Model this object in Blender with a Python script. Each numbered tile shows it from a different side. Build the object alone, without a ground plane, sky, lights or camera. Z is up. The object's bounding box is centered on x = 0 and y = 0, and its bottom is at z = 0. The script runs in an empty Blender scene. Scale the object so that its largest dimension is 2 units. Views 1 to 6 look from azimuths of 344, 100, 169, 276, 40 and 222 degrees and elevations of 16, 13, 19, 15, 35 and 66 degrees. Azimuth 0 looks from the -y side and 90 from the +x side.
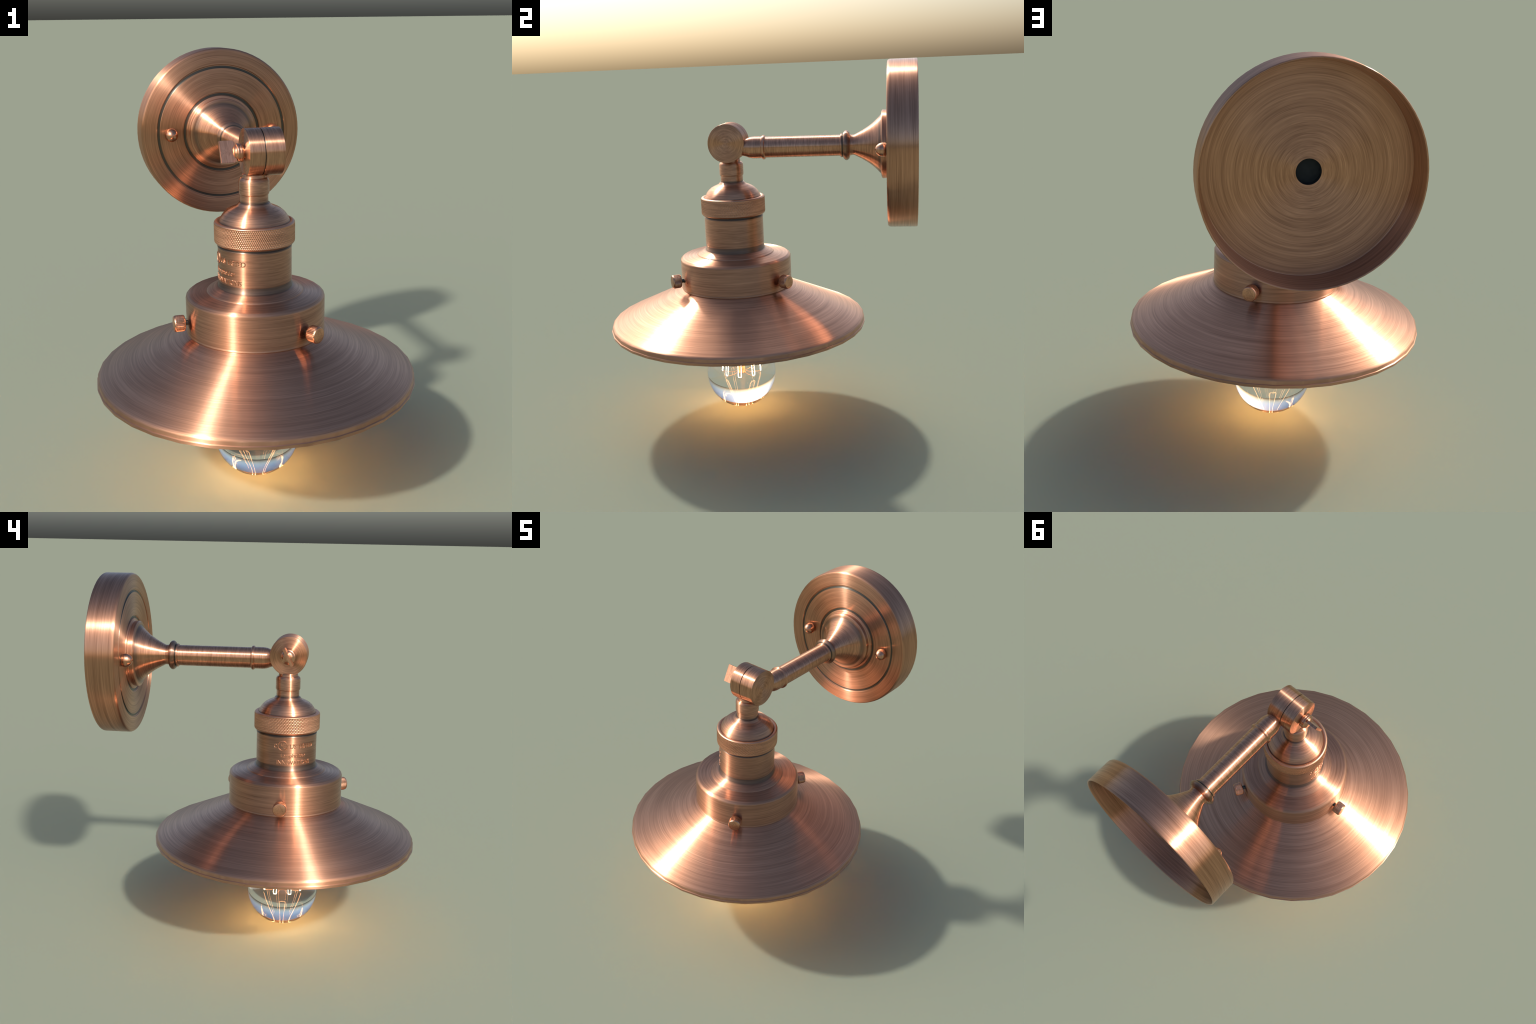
"""Antique-copper wall lamp: round wall plate, straight arm, swivel joint, knurled
lamp holder, conical shade held by a three-knob collar, clear globe bulb."""
import bpy, math
from math import pi, sin, cos, radians
from mathutils import Vector, Matrix

# ---------------------------------------------------------------- proportions
SY, SZ = 0.9885, 1.0143            # the thing is very slightly stretched: y and z against x
LAMP = Vector((0.0, -0.149, 0.0))  # vertical axis through shade, holder and bulb
ARM = Vector((0.0708, 0.0, 1.5545))  # horizontal axis through plate and arm
JOINT = Vector((0.0, -0.1497, 1.5822))  # horizontal axis (x) of the swivel joint
SEG = 36

scene = bpy.context.scene


# ---------------------------------------------------------------- mesh helpers
def fillet(points, steps=4):
    """points: (radius, height[, corner radius]) -> polyline with rounded corners"""
    out = []
    n = len(points)
    for i, p in enumerate(points):
        rad = p[2] if len(p) > 2 else 0.0
        if rad <= 0 or i in (0, n - 1):
            out.append((p[0], p[1]))
            continue
        P = Vector(p[:2])
        a, b = Vector(points[i - 1][:2]) - P, Vector(points[i + 1][:2]) - P
        la, lb = a.length, b.length
        a.normalize(); b.normalize()
        t = min(rad, la * 0.49, lb * 0.49)
        p0, p2 = P + a * t, P + b * t
        for k in range(steps + 1):
            u = k / steps
            q = p0 * (1 - u) ** 2 + P * 2 * u * (1 - u) + p2 * u ** 2
            out.append((q.x, q.y))
    return out


def place(axis, r, h, ang):
    """point at radius r, height h along axis, angle ang; includes the slight stretch"""
    c, s = cos(ang), sin(ang)
    if axis == 'z':
        return Vector((r * c * 1.0, r * s * SY, h))
    if axis == 'y':
        return Vector((r * c, h, r * s * SZ))
    return Vector((h, r * c * SY, r * s * SZ))


def new_object(name, mesh, parent, loc=(0, 0, 0), mat=None):
    o = bpy.data.objects.new(name, mesh)
    scene.collection.objects.link(o)
    o.parent = parent
    par = Vector((0, 0, 0))
    p = parent
    while p is not None:
        par += p.location
        p = p.parent
    o.location = Vector(loc) - par
    if mat is not None and not mesh.materials:
        mesh.materials.append(mat)
    return o


def finish(mesh, angle=32):
    mesh.validate()
    import bmesh
    bm = bmesh.new()
    bm.from_mesh(mesh)
    bmesh.ops.recalc_face_normals(bm, faces=bm.faces)
    bm.to_mesh(mesh)
    bm.free()
    mesh.shade_smooth()
    mesh.set_sharp_from_angle(angle=radians(angle))
    return mesh


def revolve_mesh(name, profile, axis='z', seg=SEG, phase=0.0, closed=False, radial=None, angle=32):
    """turn a (radius, height) profile about an axis"""
    verts, faces, rings = [], [], []
    for r, h in profile:
        if r < 1e-6:
            rings.append([len(verts)])
            verts.append(place(axis, 0, h, 0))
        else:
            ring = []
            for i in range(seg):
                a = phase + 2 * pi * i / seg
                rr = r if radial is None else r + radial(a, h, r)
                ring.append(len(verts))
                verts.append(place(axis, rr, h, a))
            rings.append(ring)
    pairs = list(zip(rings[:-1], rings[1:]))
    if closed:
        pairs.append((rings[-1], rings[0]))
    for A, B in pairs:
        if len(A) == 1 and len(B) == 1:
            continue
        for i in range(seg):
            j = (i + 1) % seg
            if len(A) == 1:
                faces.append((A[0], B[i], B[j]))
            elif len(B) == 1:
                faces.append((A[i], A[j], B[0]))
            else:
                faces.append((A[i], A[j], B[j], B[i]))
    me = bpy.data.meshes.new(name)
    me.from_pydata([tuple(v) for v in verts], [], faces)
    return finish(me, angle)


def tube_mesh(name, paths, radius, sides=8):
    """round wires along polylines"""
    verts, faces = [], []
    for path in paths:
        pts = [Vector(p) for p in path]
        base = len(verts)
        up = None
        for i, p in enumerate(pts):
            t = (pts[min(i + 1, len(pts) - 1)] - pts[max(i - 1, 0)]).normalized()
            if up is None:
                up = t.orthogonal().normalized()
            else:
                up = (up - t * up.dot(t)).normalized()
            w = t.cross(up)
            for k in range(sides):
                a = 2 * pi * k / sides
                verts.append(p + (up * cos(a) + w * sin(a)) * radius)
        for i in range(len(pts) - 1):
            for k in range(sides):
                l = (k + 1) % sides
                a, b = base + i * sides, base + (i + 1) * sides
                faces.append((a + k, a + l, b + l, b + k))
        faces.append(tuple(base + k for k in range(sides)))
        e = base + (len(pts) - 1) * sides
        faces.append(tuple(e + k for k in range(sides)))
    me = bpy.data.meshes.new(name)
    me.from_pydata([tuple(v) for v in verts], [], faces)
    return finish(me, 50)


# ---------------------------------------------------------------- materials
class Graph:
    def __init__(self, name):
        self.mat = bpy.data.materials.new(name)
        self.mat.use_nodes = True
        self.t = self.mat.node_tree
        self.t.nodes.clear()

    def n(self, kind, **kw):
        node = self.t.nodes.new(kind)
        for k, v in kw.items():
            setattr(node, k, v)
        return node

    def put(self, sock, v):
        if isinstance(v, bpy.types.NodeSocket):
            self.t.links.new(v, sock)
        elif v is not None:
            sock.default_value = v

    def math(self, op, a, b=None, c=None, clamp=False):
        m = self.n('ShaderNodeMath', operation=op, use_clamp=clamp)
        self.put(m.inputs[0], a)
        if b is not None:
            self.put(m.inputs[1], b)
        if c is not None:
            self.put(m.inputs[2], c)
        return m.outputs[0]

    def vec(self, x, y, z):
        m = self.n('ShaderNodeCombineXYZ')
        for s, v in zip(m.inputs, (x, y, z)):
            self.put(s, v)
        return m.outputs[0]

    def noise(self, vec, scale, detail=2.0, rough=0.5):
        m = self.n('ShaderNodeTexNoise')
        self.put(m.inputs['Vector'], vec)
        m.inputs['Scale'].default_value = scale
        m.inputs['Detail'].default_value = detail
        m.inputs['Roughness'].default_value = rough
        return m.outputs['Fac']

    def ramp(self, fac, stops):
        m = self.n('ShaderNodeValToRGB')
        self.put(m.inputs[0], fac)
        e = m.color_ramp.elements
        while len(e) < len(stops):
            e.new(0.5)
        for el, (p, c) in zip(e, stops):
            el.position = p
            el.color = (*c, 1)
        return m.outputs[0]

    def mix(self, fac, a, b):
        m = self.n('ShaderNodeMix', data_type='RGBA')
        self.put(m.inputs['Factor'], fac)
        self.put(m.inputs[6], a)
        self.put(m.inputs[7], b)
        return m.outputs[2]

    def maprange(self, v, a, b, c=0.0, d=1.0):
        m = self.n('ShaderNodeMapRange', interpolation_type='SMOOTHSTEP')
        for s, x in zip(m.inputs, (v, a, b, c, d)):
            self.put(s, x)
        return m.outputs[0]


COPPER_LOW = (0.385, 0.198, 0.125)
COPPER_MID = (0.585, 0.312, 0.198)
COPPER_HIGH = (0.80, 0.445, 0.292)
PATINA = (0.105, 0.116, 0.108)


def copper(name, axis='z', slope=(1.0, -1.0), fine=75.0, bands=(), rough=0.345, aniso=1.0,
           streak=1.0, bump=0.35, tone=1.0, front=None):
    """Lathe-brushed antique copper.  Streaks run round the axis; `bands` are rings of dark
    patina kept in the grooves: ('r'|'h', centre, half width, softness, strength)."""
    g = Graph(name)
    co = g.n('ShaderNodeTexCoord').outputs['Object']
    sep = g.n('ShaderNodeSeparateXYZ')
    g.put(sep.inputs[0], co)
    X, Y, Z = sep.outputs
    a, b, h = {'z': (X, Y, Z), 'y': (X, Z, Y), 'x': (Y, Z, X)}[axis]
    r = g.math('SQRT', g.math('ADD', g.math('MULTIPLY', a, a), g.math('MULTIPLY', b, b)))
    safe = g.math('MAXIMUM', r, 0.002)
    ca, cb = g.math('DIVIDE', a, safe), g.math('DIVIDE', b, safe)
    s = g.math('ADD', g.math('MULTIPLY', r, slope[0]), g.math('MULTIPLY', h, slope[1]))
    # brushing: long arcs (low frequency round the axis, high across)
    v1 = g.vec(g.math('MULTIPLY', ca, 0.7), g.math('MULTIPLY', cb, 0.7), g.math('MULTIPLY', s, fine * 1.5))
    v2 = g.vec(g.math('MULTIPLY', ca, 1.8), g.math('MULTIPLY', cb, 1.8), g.math('MULTIPLY', s, fine * 4.2))
    n1 = g.noise(v1, 1.0, 3.0, 0.6)
    n2 = g.noise(v2, 1.0, 2.0, 0.55)
    blot = g.noise(co, 5.0, 2.0, 0.5)
    st = g.math('ADD', g.math('MULTIPLY', n1, 0.5), g.math('MULTIPLY', n2, 0.5))
    st = g.math('ADD', st, g.math('MULTIPLY', g.math('SUBTRACT', blot, 0.5), 0.10))
    st = g.math('ADD', g.math('MULTIPLY', g.math('SUBTRACT', st, 0.5), streak), 0.5)
    col = g.ramp(st, [(0.30, tuple(c * tone for c in COPPER_LOW)), (0.5, tuple(c * tone for c in COPPER_MID)),
                      (0.72, tuple(c * tone for c in COPPER_HIGH))])
    mask = None
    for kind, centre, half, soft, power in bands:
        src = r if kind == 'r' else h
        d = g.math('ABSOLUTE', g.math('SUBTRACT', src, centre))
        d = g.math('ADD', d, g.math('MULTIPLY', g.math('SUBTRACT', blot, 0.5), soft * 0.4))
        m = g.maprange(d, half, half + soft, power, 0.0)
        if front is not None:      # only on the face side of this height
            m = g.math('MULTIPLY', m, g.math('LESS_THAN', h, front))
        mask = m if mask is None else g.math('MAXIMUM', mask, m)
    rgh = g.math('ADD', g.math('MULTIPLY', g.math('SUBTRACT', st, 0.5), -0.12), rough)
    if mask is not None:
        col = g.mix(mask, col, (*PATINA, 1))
        rgh = g.math('ADD', rgh, g.math('MULTIPLY', mask, 0.08))
    zero = 0.0
    na, nb = g.math('MULTIPLY', cb, -1.0), ca
    tan = {'z': (na, nb, zero), 'y': (na, zero, nb), 'x': (zero, na, nb)}[axis]
    bs = g.n('ShaderNodeBsdfPrincipled')
    g.put(bs.inputs['Base Color'], col)
    bs.inputs['Metallic'].default_value = 1.0
    g.put(bs.inputs['Roughness'], rgh)
    bs.inputs['Anisotropic'].default_value = aniso
    bs.inputs['Anisotropic Rotation'].default_value = 0.25
    g.put(bs.inputs['Tangent'], g.vec(*tan))
    bp = g.n('ShaderNodeBump')
    bp.inputs['Strength'].default_value = bump
    bp.inputs['Distance'].default_value = 0.0012
    g.put(bp.inputs['Height'], g.math('ADD', n1, g.math('MULTIPLY', n2, 0.5)))
    g.put(bs.inputs['Normal'], bp.outputs[0])
    out = g.n('ShaderNodeOutputMaterial')
    g.t.links.new(bs.outputs[0], out.inputs[0])
    return g.mat


def plain_metal(name, colour, rough=0.35, metallic=1.0, scale=60.0):
    g = Graph(name)
    co = g.n('ShaderNodeTexCoord').outputs['Object']
    f = g.noise(co, scale, 2.0)
    col = g.mix(g.maprange(f, 0.3, 0.7), (*[c * 0.85 for c in colour], 1), (*[min(1, c * 1.12) for c in colour], 1))
    bs = g.n('ShaderNodeBsdfPrincipled')
    g.put(bs.inputs['Base Color'], col)
    bs.inputs['Metallic'].default_value = metallic
    bs.inputs['Roughness'].default_value = rough
    out = g.n('ShaderNodeOutputMaterial')
    g.t.links.new(bs.outputs[0], out.inputs[0])
    return g.mat


def glass():
    g = Graph('clear_glass')
    bs = g.n('ShaderNodeBsdfPrincipled')
    bs.inputs['Base Color'].default_value = (1, 1, 1, 1)
    bs.inputs['Roughness'].default_value = 0.0
    bs.inputs['IOR'].default_value = 1.53
    bs.inputs['Transmission Weight'].default_value = 1.0
    out = g.n('ShaderNodeOutputMaterial')
    g.t.links.new(bs.outputs[0], out.inputs[0])
    return g.mat


def glow(strength=60.0):
    g = Graph('glowing_filament')
    bs = g.n('ShaderNodeBsdfPrincipled')
    bs.inputs['Base Color'].default_value = (0.9, 0.6, 0.35, 1)
    bs.inputs['Emission Color'].default_value = (1.0, 0.50, 0.20, 1)
    bs.inputs['Emission Strength'].default_value = strength
    out = g.n('ShaderNodeOutputMaterial')
    g.t.links.new(bs.outputs[0], out.inputs[0])
    return g.mat


# ---------------------------------------------------------------- the lamp
lamp = bpy.data.objects.new('wall_lamp', None)
lamp.empty_display_size = 0.2
scene.collection.objects.link(lamp)
lamp['label'] = 'antique copper wall lamp with conical shade and clear globe bulb'
lamp['category'] = 'wall lamp'

# ---- shade: shallow cone with a rolled rim, 36 flat facets round the edge
shade_profile = fillet([
    (0.100, 0.766), (0.310, 0.766, 0.01), (0.3190, 0.7530, 0.01), (0.560, 0.6465, 0.05), (0.7365, 0.5680, 0.006), (0.7445, 0.5590, 0.005),
    (0.7440, 0.5400, 0.0005), (0.7485, 0.5375, 0.0005), (0.7458, 0.5225, 0.001), (0.7350, 0.5225, 0.003), (0.7300, 0.5420, 0.01),
    (0.722, 0.5560, 0.01), (0.310, 0.7440, 0.01), (0.100, 0.7560)])
shade_mat = copper('brushed_copper_shade', 'z', (1.0, 0.0), fine=66.0, streak=0.82, tone=0.98)
new_object('lamp_shade', revolve_mesh('lamp_shade', shade_profile, 'z', SEG, closed=True), lamp, LAMP, shade_mat)

# ---- collar that carries the shade
collar_profile = fillet([
    (0.300, 0.757), (0.3190, 0.7530, 0.002), (0.3255, 0.7560, 0.003), (0.3225, 0.7640, 0.002), (0.3225, 0.9230, 0.006),
    (0.3080, 0.9345, 0.004), (0.2240, 0.9440, 0.003), (0.2215, 0.9490, 0.006), (0.1800, 0.9680, 0.006), (0.1690, 0.9720, 0.004), (0.150, 0.9720),
    (0.150, 0.940), (0.300, 0.915)])
collar_mat = copper('brushed_copper_collar', 'z', (1.0, -1.0), fine=55.0, tone=0.88, streak=0.85,
                    bands=[('r', 0.172, 0.001, 0.010, 0.5)])
collar = new_object('shade_collar', revolve_mesh('shade_collar', collar_profile, 'z', SEG, closed=True), lamp, LAMP, collar_mat)

# three thumb screws that clamp the shade
knob_profile = fillet([(0, 0.0), (0.0355, 0.0, 0.004), (0.0370, 0.010, 0.004), (0.0370, 0.043, 0.004), (0.0345, 0.0505, 0.003), (0, 0.0505)], 2)
knob_mesh = revolve_mesh('clamp_knob', knob_profile, 'x', 144, radial=lambda a, h, r: (0.0007 * cos(36 * a) if r > 0.03 and 0.006 < h < 0.046 else 0.0), angle=25)
knob_mesh.materials.append(copper('brushed_copper_knob', 'x', (0.4, 1.0), fine=120, rough=0.33, aniso=0.3, bump=0.15))
stem_mesh = revolve_mesh('knob_stem', [(0, -0.035), (0.0115, -0.035), (0.0115, 0.006), (0, 0.006)], 'x', 12)
stem_mesh.materials.append(plain_metal('dark_steel', (0.07, 0.085, 0.085), 0.4))
for ang in (180, -60, 60):
    base = LAMP + Vector((0.337 * cos(radians(ang)), 0.337 * sin(radians(ang)), 0.8150))
    k = new_object('clamp_knob', knob_mesh, collar, base)
    k.rotation_euler = (0, 0, radians(ang))
    s = new_object('knob_stem', stem_mesh, k, base)
    s.location = (0, 0, 0)

# ---- lamp holder barrel
barrel_profile = fillet([
    (0.0, 0.700), (0.150, 0.700), (0.150, 0.9600), (0.1735, 0.9690, 0.002), (0.1720, 0.9750, 0.006), (0.1685, 0.9850, 0.006), (0.1685, 0.9990, 0.001),
    (0.1695, 1.0010, 0.001), (0.1695, 1.1560, 0.001), (0.1712, 1.1575, 0.001), (0.1700, 1.1620, 0.002), (0.1650, 1.1660, 0.002), (0.1650, 1.2400), (0.0, 1.2400)])
barrel_mat = copper('brushed_copper_barrel', 'z', (0.3, 1.0), fine=62.0, tone=0.86, streak=0.9,
                    bands=[('h', 0.983, 0.013, 0.006, 0.62), ('h', 1.1700, 0.006, 0.012, 0.85)])
barrel = new_object('lamp_holder', revolve_mesh('lamp_holder', barrel_profile, 'z', 72), lamp, LAMP, barrel_mat)

# embossed lettering wrapped round the barrel
letter_mat = copper('brushed_copper_lettering', 'z', (0.3, 1.0), fine=62.0, aniso=0.0, rough=0.40, bump=0.0, tone=1.02)  # tone raised so highlights on the raised letters are tinted in


def text_mesh(body, height, width):
    cu = bpy.data.curves.new('lettering', 'FONT')
    cu.body = body
    cu.align_x = 'CENTER'
    cu.extrude = 0.004
    cu.resolution_u = 3
    cu.offset = 0.0
    cu.bevel_depth = 0.024
    cu.bevel_resolution = 2
    tmp = bpy.data.objects.new('lettering', cu)
    scene.collection.objects.link(tmp)
    bpy.context.view_layer.update()
    me = bpy.data.meshes.new_from_object(tmp.evaluated_get(bpy.context.evaluated_depsgraph_get()))
    bpy.data.objects.remove(tmp)
    bpy.data.curves.remove(cu)
    xs = [v.co.x for v in me.vertices]
    cap = 0.70
    sx = width / (max(xs) - min(xs))
    mid = (max(xs) + min(xs)) / 2
    for v in me.vertices:
        v.co = Vector(((v.co.x - mid) * sx, v.co.y * height / cap, v.co.z))
    return me


def wrap(me, radius, angle_mid, z_base, relief=0.0021):
    """bend a flat mesh (x across, y up, z out) onto the barrel; angle from -x towards -y"""
    import bmesh
    bm = bmesh.new()
    bm.from_mesh(me)
    bmesh.ops.triangulate(bm, faces=bm.faces)
    zmax = max(abs(v.co.z) for v in bm.verts)
    for v in bm.verts:
        a = radians(angle_mid) + v.co.x / radius
        rr = radius + v.co.z / zmax * relief
        v.co = Vector((-rr * cos(a), -rr * sin(a) * SY, z_base + v.co.y))
    bm.to_mesh(me)
    bm.free()
    return finish(me, 40)


RB = 0.1695
arc = lambda d: radians(d) * RB


def lettering(body, a0, a1, z, height):
    me = text_mesh(body, height, arc(a1 - a0))
    return new_object('lettering', wrap(me, RB, (a0 + a1) / 2, z), barrel, LAMP, letter_mat)


lettering('C', -19.5, -13.6, 1.0985, 0.0225)
lettering('US', 11.2, 23.3, 1.0985, 0.0240)
lettering('LISTED', 29.0, 60.5, 1.0985, 0.0225)
lettering('Lampholder', -6.0, 43.0, 1.0490, 0.0205)
lettering('INNOVATIONS', -13.8, 53.5, 1.0085, 0.0225)
# round certification mark: ring with two stepped letters
lettering('U', -5.6, -0.6, 1.1105, 0.0190)
lettering('L', -1.2, 3.6, 1.0965, 0.0190)
ring_path = []
for i in range(49):
    t = 2 * pi * i / 48
    a = radians(-2.6) + 0.0262 * cos(t) / RB
    ring_path.append((-(RB + 0.0004) * cos(a), -(RB + 0.0004) * sin(a) * SY, 1.1120 + 0.0262 * sin(t)))
new_object('mark_ring', tube_mesh('mark_ring', [ring_path], 0.0026, 6), barrel, LAMP, letter_mat)

# ---- knurled ring
KN = 132
kz0, kz1 = 1.1745, 1.2700
rows = 10.5
kprof = [(0.1600, 1.2600), (0.1640, 1.1745), (0.1735, 1.1715), (0.1765, 1.1725), (0.1825, 1.1790)]
steps = 84
kprof += [(0.1838, 1.1810 + (1.2680 - 1.1810) * i / steps) for i in range(steps + 1)]
kprof += [(0.1822, 1.2700), (0.1785, 1.2735), (0.1735, 1.2750), (0.1680, 1.2745), (0.1640, 1.2725), (0.1600, 1.2700)]


def knurl(a, h, r):
    if not 1.1815 < h < 1.2675:
        return 0.0
    v = (h - 1.181) / (1.268 - 1.181) * rows * pi
    f = 0.5 + 0.5 * cos(KN * a) * cos(v)
    edge = min(1.0, (h - 1.1815) / 0.004, (1.2675 - h) / 0.004)
    return (-0.0024 + 0.0034 * f) * edge


ring_mat = copper('knurled_copper', 'z', (0.0, 1.0), fine=40.0, rough=0.38, aniso=0.0, bump=0.1)
new_object('knurled_ring', revolve_mesh('knurled_ring', kprof, 'z', KN * 8, radial=knurl, closed=True, angle=60), lamp, LAMP, ring_mat)

# ---- domed cap and neck
cap_profile = fillet([
    (0.0, 1.2650), (0.1625, 1.2650), (0.1622, 1.2720, 0.003), (0.1560, 1.2860, 0.010), (0.1430, 1.3070, 0.012), (0.1220, 1.3260, 0.012), (0.0960, 1.3375, 0.010),
    (0.0795, 1.3440, 0.006), (0.0700, 1.3560, 0.003), (0.0655, 1.3580, 0.002), (0.0, 1.3580)])
cap_mat = copper('brushed_copper_cap', 'z', (1.0, -1.0), fine=70.0, bands=[('r', 0.0650, 0.001, 0.010, 0.6), ('h', 1.2720, 0.000, 0.009, 0.6)])
new_object('holder_cap', revolve_mesh('holder_cap', cap_profile, 'z', 48), lamp, LAMP, cap_mat)

neck_profile = fillet([
    (0.0, 1.3400), (0.0640, 1.3400), (0.0640, 1.3935, 0.001), (0.0662, 1.3950, 0.001), (0.0688, 1.3985, 0.002), (0.0688, 1.4590, 0.008), (0.0600, 1.4695, 0.003),
    (0.0540, 1.4700, 0.001), (0.0530, 1.4860, 0.004), (0.0, 1.4900)])
neck_mat = copper('brushed_copper_neck', 'z', (0.5, 1.0), fine=75.0, bands=[('h', 1.3580, 0.002, 0.012, 0.6)])
new_object('neck', revolve_mesh('neck', neck_profile, 'z', 40), lamp, LAMP, neck_mat)

# ---- swivel joint: two short drums side by side
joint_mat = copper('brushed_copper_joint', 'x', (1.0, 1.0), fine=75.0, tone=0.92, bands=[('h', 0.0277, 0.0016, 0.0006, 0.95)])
RJ = 0.1055
inner = fillet([(0, -0.0470), (0.060, -0.0462, 0.03), (RJ - 0.001, -0.0440, 0.003), (RJ, -0.0405, 0.002), (RJ, 0.0250, 0.001), (RJ - 0.005, 0.0266), (0, 0.0266)])
outer = fillet([(0, 0.0288), (RJ - 0.005, 0.0288), (RJ, 0.0304, 0.001), (RJ, 0.1160, 0.002), (RJ - 0.001, 0.1180, 0.002), (0.060, 0.1205, 0.03), (0, 0.1212)])
core = [(0, 0.0200), (RJ - 0.006, 0.0200), (RJ - 0.006, 0.0350), (0, 0.0350)]
joint = new_object('swivel_joint', revolve_mesh('swivel_joint', inner, 'x', 48), lamp, JOINT, joint_mat)
new_object('joint_core', revolve_mesh('joint_core', core, 'x', 48), lamp, JOINT, plain_metal('dark_patina', PATINA, 0.4))
new_object('swivel_joint', revolve_mesh('swivel_joint_half', outer, 'x', 48), lamp, JOINT, joint_mat)

for o in lamp.children:            # the drums are a touch narrower front to back
    if o.name.startswith(('swivel_joint', 'joint_core')):
        for v in o.data.vertices:
            v.co.y *= 0.978

# wing screw on the open side of the joint
boss = fillet([(0, -0.040), (0.0300, -0.040), (0.0300, -0.0520, 0.002), (0.0410, -0.0540, 0.002), (0.0412, -0.0660, 0.002), (0.0395, -0.0675, 0.001), (0.0412, -0.0690, 0.001), (0.0410, -0.0800, 0.003),
               (0.0350, -0.0830, 0.003), (0.0260, -0.0950, 0.008), (0, -0.1000)])
screw = new_object('wing_screw', revolve_mesh('wing_screw', boss, 'x', 28), lamp, JOINT,
                   copper('brushed_copper_screw', 'x', (0.6, 1.0), fine=80, rough=0.28, aniso=0.3))
# thumb blade: outline in (across, outwards), narrow shoulder next to the boss
blade = [(-0.0515, 0.1560), (0.0515, 0.1560), (0.0515, 0.1020), (0.0500, 0.0930), (0.0430, 0.0850), (0.0260, 0.0800), (-0.0260, 0.0800), (-0.0430, 0.0850), (-0.0500, 0.0930), (-0.0515, 0.1020)]
tilt = radians(27)
verts, n = [], len(blade)
for t in (-0.0075, 0.0075):
    for w, o in blade:
        y, z = w * sin(tilt) + t * cos(tilt), w * cos(tilt) - t * sin(tilt)
        verts.append((-o, y - 0.004, z + 0.006))
faces = [tuple(range(n)), tuple(range(2 * n - 1, n - 1, -1))] + [(i, n + i, n + (i + 1) % n, (i + 1) % n) for i in range(n)]
me = bpy.data.meshes.new('thumb_blade')
me.from_pydata(verts, [], faces)
import bmesh
bm = bmesh.new(); bm.from_mesh(me)
bmesh.ops.recalc_face_normals(bm, faces=bm.faces)
bmesh.ops.bevel(bm, geom=bm.edges[:], offset=0.0018, segments=2, affect='EDGES')
bm.to_mesh(me); bm.free()
finish(me, 30)
new_object('thumb_blade', me, screw, JOINT, copper('brushed_copper_blade', 'x', (0.0, 1.0), fine=90, rough=0.30, aniso=0.2, bump=0.2))

# ---- arm (axis y): elbow tip, ring, tube, beads
arm_profile = fillet([
    (0.0, -0.080), (0.0400, -0.080), (0.0480, -0.0450, 0.004), (0.0565, -0.0240, 0.008), (0.0598, 0.0000, 0.010), (0.0590, 0.0440, 0.002), (0.0660, 0.0500, 0.003), (0.0660, 0.0600, 0.003),
    (0.0567, 0.0655, 0.001), (0.0562, 0.4760, 0.001), (0.0640, 0.4790, 0.003), (0.0640, 0.4880, 0.003), (0.0600, 0.4915, 0.001),
    (0.0700, 0.4940, 0.003), (0.0800, 0.5040, 0.008), (0.0800, 0.5150, 0.008), (0.0700, 0.5260, 0.004), (0.0560, 0.5290, 0.002), (0.0535, 0.5400), (0.0, 0.5400)])
arm_mat = copper('brushed_copper_arm', 'y', (0.4, 1.0), fine=70.0, bands=[('h', 0.4905, 0.001, 0.006, 0.9), ('h', 0.5100, 0.014, 0.006, 0.45)])
new_object('lamp_arm', revolve_mesh('lamp_arm', arm_profile, 'y', 40), lamp, ARM - Vector((0, 0, 0.001)), arm_mat)

# trumpet-shaped foot of the arm
foot_profile = fillet([
    (0.0, 0.5300), (0.0560, 0.5310, 0.002), (0.0530, 0.5480, 0.006), (0.0580, 0.5600, 0.01), (0.0800, 0.6020, 0.02), (0.1065, 0.6435, 0.02), (0.1380, 0.6780, 0.01), (0.1580, 0.6965, 0.002),
    (0.1720, 0.6980, 0.004), (0.1815, 0.7035, 0.003), (0.1800, 0.7270, 0.002), (0.1850, 0.7295, 0.002), (0.1950, 0.7310, 0.004), (0.1970, 0.7440), (0.1500, 0.7440), (0.0520, 0.6300), (0.0, 0.6300)])
foot_mat = copper('brushed_copper_foot', 'y', (0.5, 1.0), fine=75.0, bands=[('r', 0.1560, 0.001, 0.022, 0.55)])
new_object('arm_foot', revolve_mesh('arm_foot', foot_profile, 'y', 56), lamp, ARM, foot_mat)

# ---- wall plate: hollow round box, two turned grooves on the face
plate_profile = fillet([
    (0.0512, 0.7650, 0.002), (0.4175, 0.7660, 0.004), (0.4230, 0.8200, 0.01), (0.4270, 0.8600, 0.01), (0.4320, 0.8860, 0.006), (0.4370, 0.8880, 0.003), (0.4392, 0.8830, 0.004),
    (0.4395, 0.7420, 0.006), (0.4325, 0.7315, 0.005), (0.3560, 0.7305, 0.002), (0.3538, 0.7350, 0.001), (0.3420, 0.7350, 0.001), (0.3400, 0.7310, 0.002),
    (0.2125, 0.7330, 0.002), (0.2110, 0.7375, 0.001), (0.1960, 0.7380, 0.001), (0.0512, 0.7380)])
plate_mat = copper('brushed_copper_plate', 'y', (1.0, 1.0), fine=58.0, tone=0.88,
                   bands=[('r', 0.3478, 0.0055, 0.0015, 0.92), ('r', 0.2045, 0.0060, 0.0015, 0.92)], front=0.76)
plate = new_object('wall_plate', revolve_mesh('wall_plate', plate_profile, 'y', 72, closed=True), lamp, ARM, plate_mat)
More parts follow.
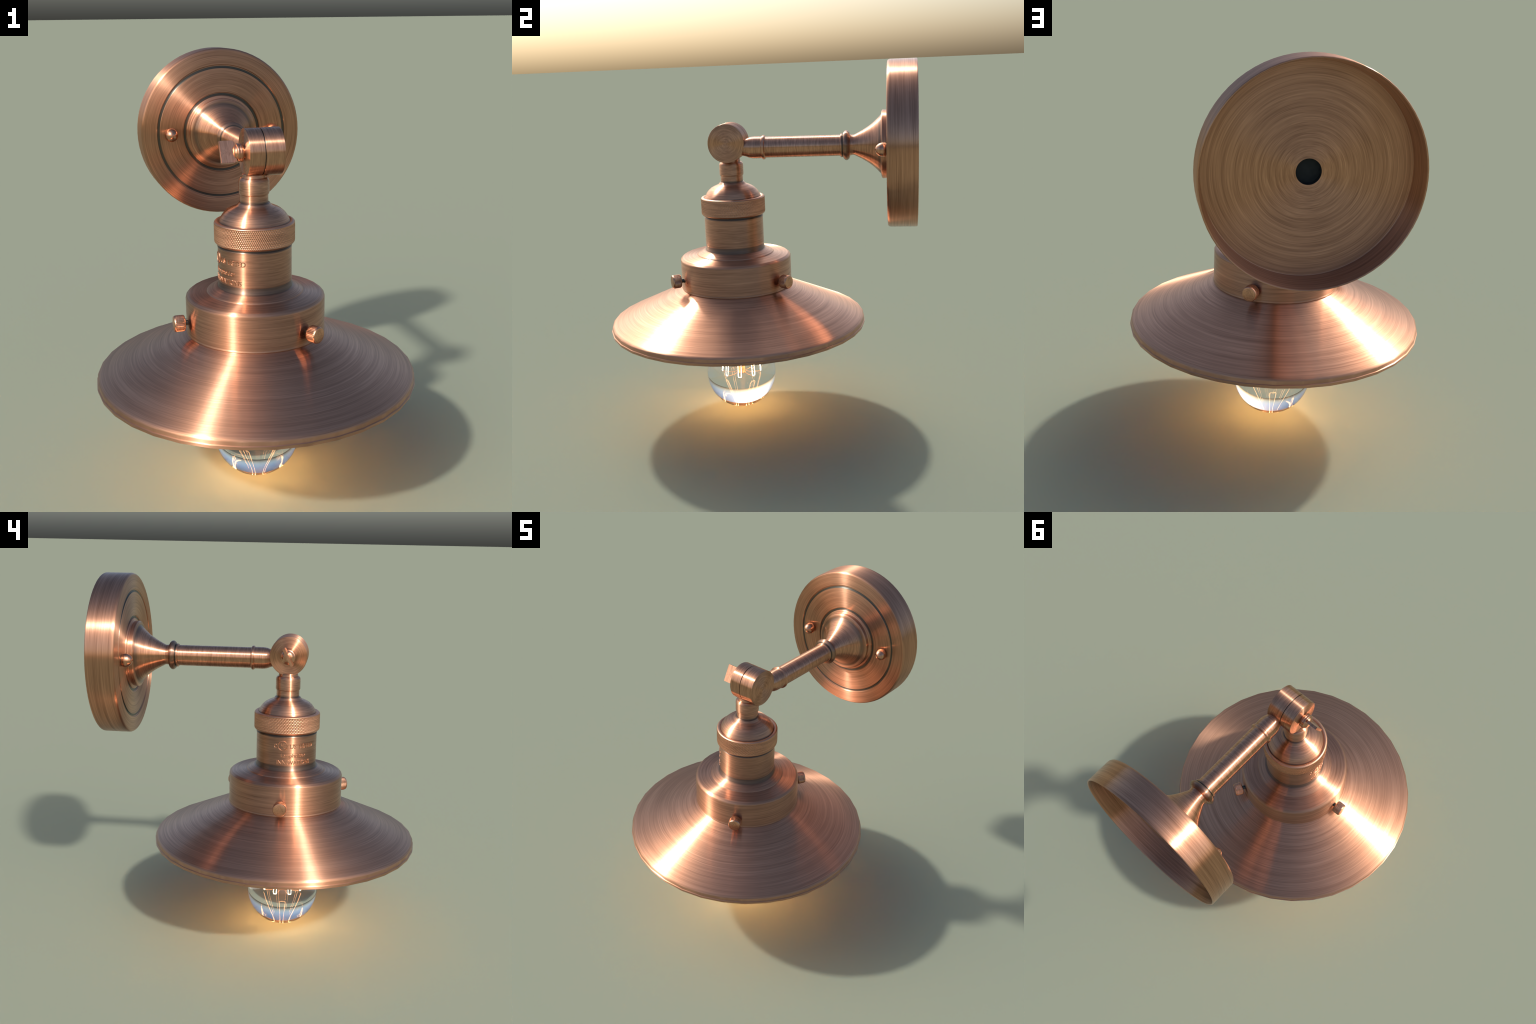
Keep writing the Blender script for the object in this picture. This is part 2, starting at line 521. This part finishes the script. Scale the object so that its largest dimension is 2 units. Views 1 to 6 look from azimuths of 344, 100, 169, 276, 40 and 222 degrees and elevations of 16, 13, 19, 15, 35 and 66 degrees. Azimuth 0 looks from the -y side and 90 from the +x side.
# lining of the wiring hole, coloured near-black to give its inner darkness
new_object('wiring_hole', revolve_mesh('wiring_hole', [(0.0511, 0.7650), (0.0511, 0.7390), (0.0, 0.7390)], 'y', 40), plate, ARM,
           plain_metal('cavity_shadow_black', (0.012, 0.013, 0.013), 0.8, 0.0))

# cap nuts holding the plate
nut_profile = fillet([(0, 0.7400), (0.0300, 0.7400), (0.0300, 0.7270, 0.001), (0.0350, 0.7245, 0.002), (0.0365, 0.7120, 0.004), (0.0330, 0.6930, 0.010), (0.0190, 0.6760, 0.008), (0, 0.6690)])
nut_mesh = revolve_mesh('cap_nut', nut_profile, 'y', 24)
nut_mesh.materials.append(copper('brushed_copper_nut', 'y', (0.5, 1.0), fine=80, rough=0.26, aniso=0.2, bands=[('h', 0.7330, 0.004, 0.005, 0.9)]))
for dx in (-0.2815, 0.2830):
    new_object('cap_nut', nut_mesh, plate, ARM + Vector((dx, 0, 0)))

# ---- bulb: solid-looking clear globe
bulb_r, bulb_z = 0.2062, 0.2095
bprof = [(0, 0.0)]
for i in range(1, 41):
    t = i / 40 * radians(128)
    bprof.append((bulb_r * sin(t), bulb_z - bulb_r * cos(t) - 0.0033 * max(0, cos(t)) ** 5))
r0, z0 = bprof[-1]
bprof += [(0.128, 0.425), (0.108, 0.480), (0.098, 0.540), (0.094, 0.600), (0.092, 0.690), (0.0, 0.690)]
bulb = new_object('light_bulb', revolve_mesh('light_bulb', bprof, 'z', 64, angle=60), lamp, LAMP, glass())

# stem, support wires and seven hairpin filaments
stem_prof = fillet([(0, 0.2050), (0.0170, 0.2050, 0.003), (0.0150, 0.2150, 0.004), (0.0125, 0.2350, 0.01), (0.0125, 0.5200), (0, 0.5200)])
wire_mat = plain_metal('copper_wire', (0.90, 0.58, 0.40), 0.3)
new_object('bulb_stem', revolve_mesh('bulb_stem', stem_prof, 'z', 20), bulb, LAMP, wire_mat)
hot = glow(125.0)
RF, HOOK, TOP = 0.0745, 0.2060, 0.4700
hair, wires = [], []
for k in range(7):
    a = radians(94.5 + k * 360 / 7 - 90)   # azimuth 0 looks along -y
    e, t = Vector((cos(a), sin(a), 0)), Vector((-sin(a), cos(a), 0))
    w = 0.0070
    p = [e * (RF - 0.004) - t * w * 1.3 + Vector((0, 0, TOP))]
    p += [e * RF - t * w + Vector((0, 0, HOOK + 0.012))]
    for q in range(1, 8):
        u = pi * q / 8
        p.append(e * RF - t * w * math.copysign(abs(cos(u)) ** 0.5, cos(u)) + Vector((0, 0, HOOK + 0.012 - 0.011 * sin(u) ** 0.5)))
    p += [e * RF + t * w + Vector((0, 0, HOOK + 0.012))]
    p += [e * (RF - 0.004) + t * w * 1.3 + Vector((0, 0, TOP))]
    hair.append(p)
    wires.append([e * 0.012 + Vector((0, 0, 0.2120)), e * 0.035 + Vector((0, 0, 0.2040)), e * 0.060 + Vector((0, 0, 0.2035)), e * RF + Vector((0, 0, HOOK - 0.001))])
    wires.append([e * 0.011 + Vector((0, 0, TOP + 0.02)), e * 0.045 + Vector((0, 0, TOP + 0.012)), e * (RF - 0.004) + Vector((0, 0, TOP))])
for i, p in enumerate(hair):
    new_object('filament', tube_mesh('filament', [p], 0.0010, 6), bulb, LAMP, hot)
new_object('support_wire', tube_mesh('support_wire', wires, 0.0008, 5), bulb, LAMP, wire_mat)
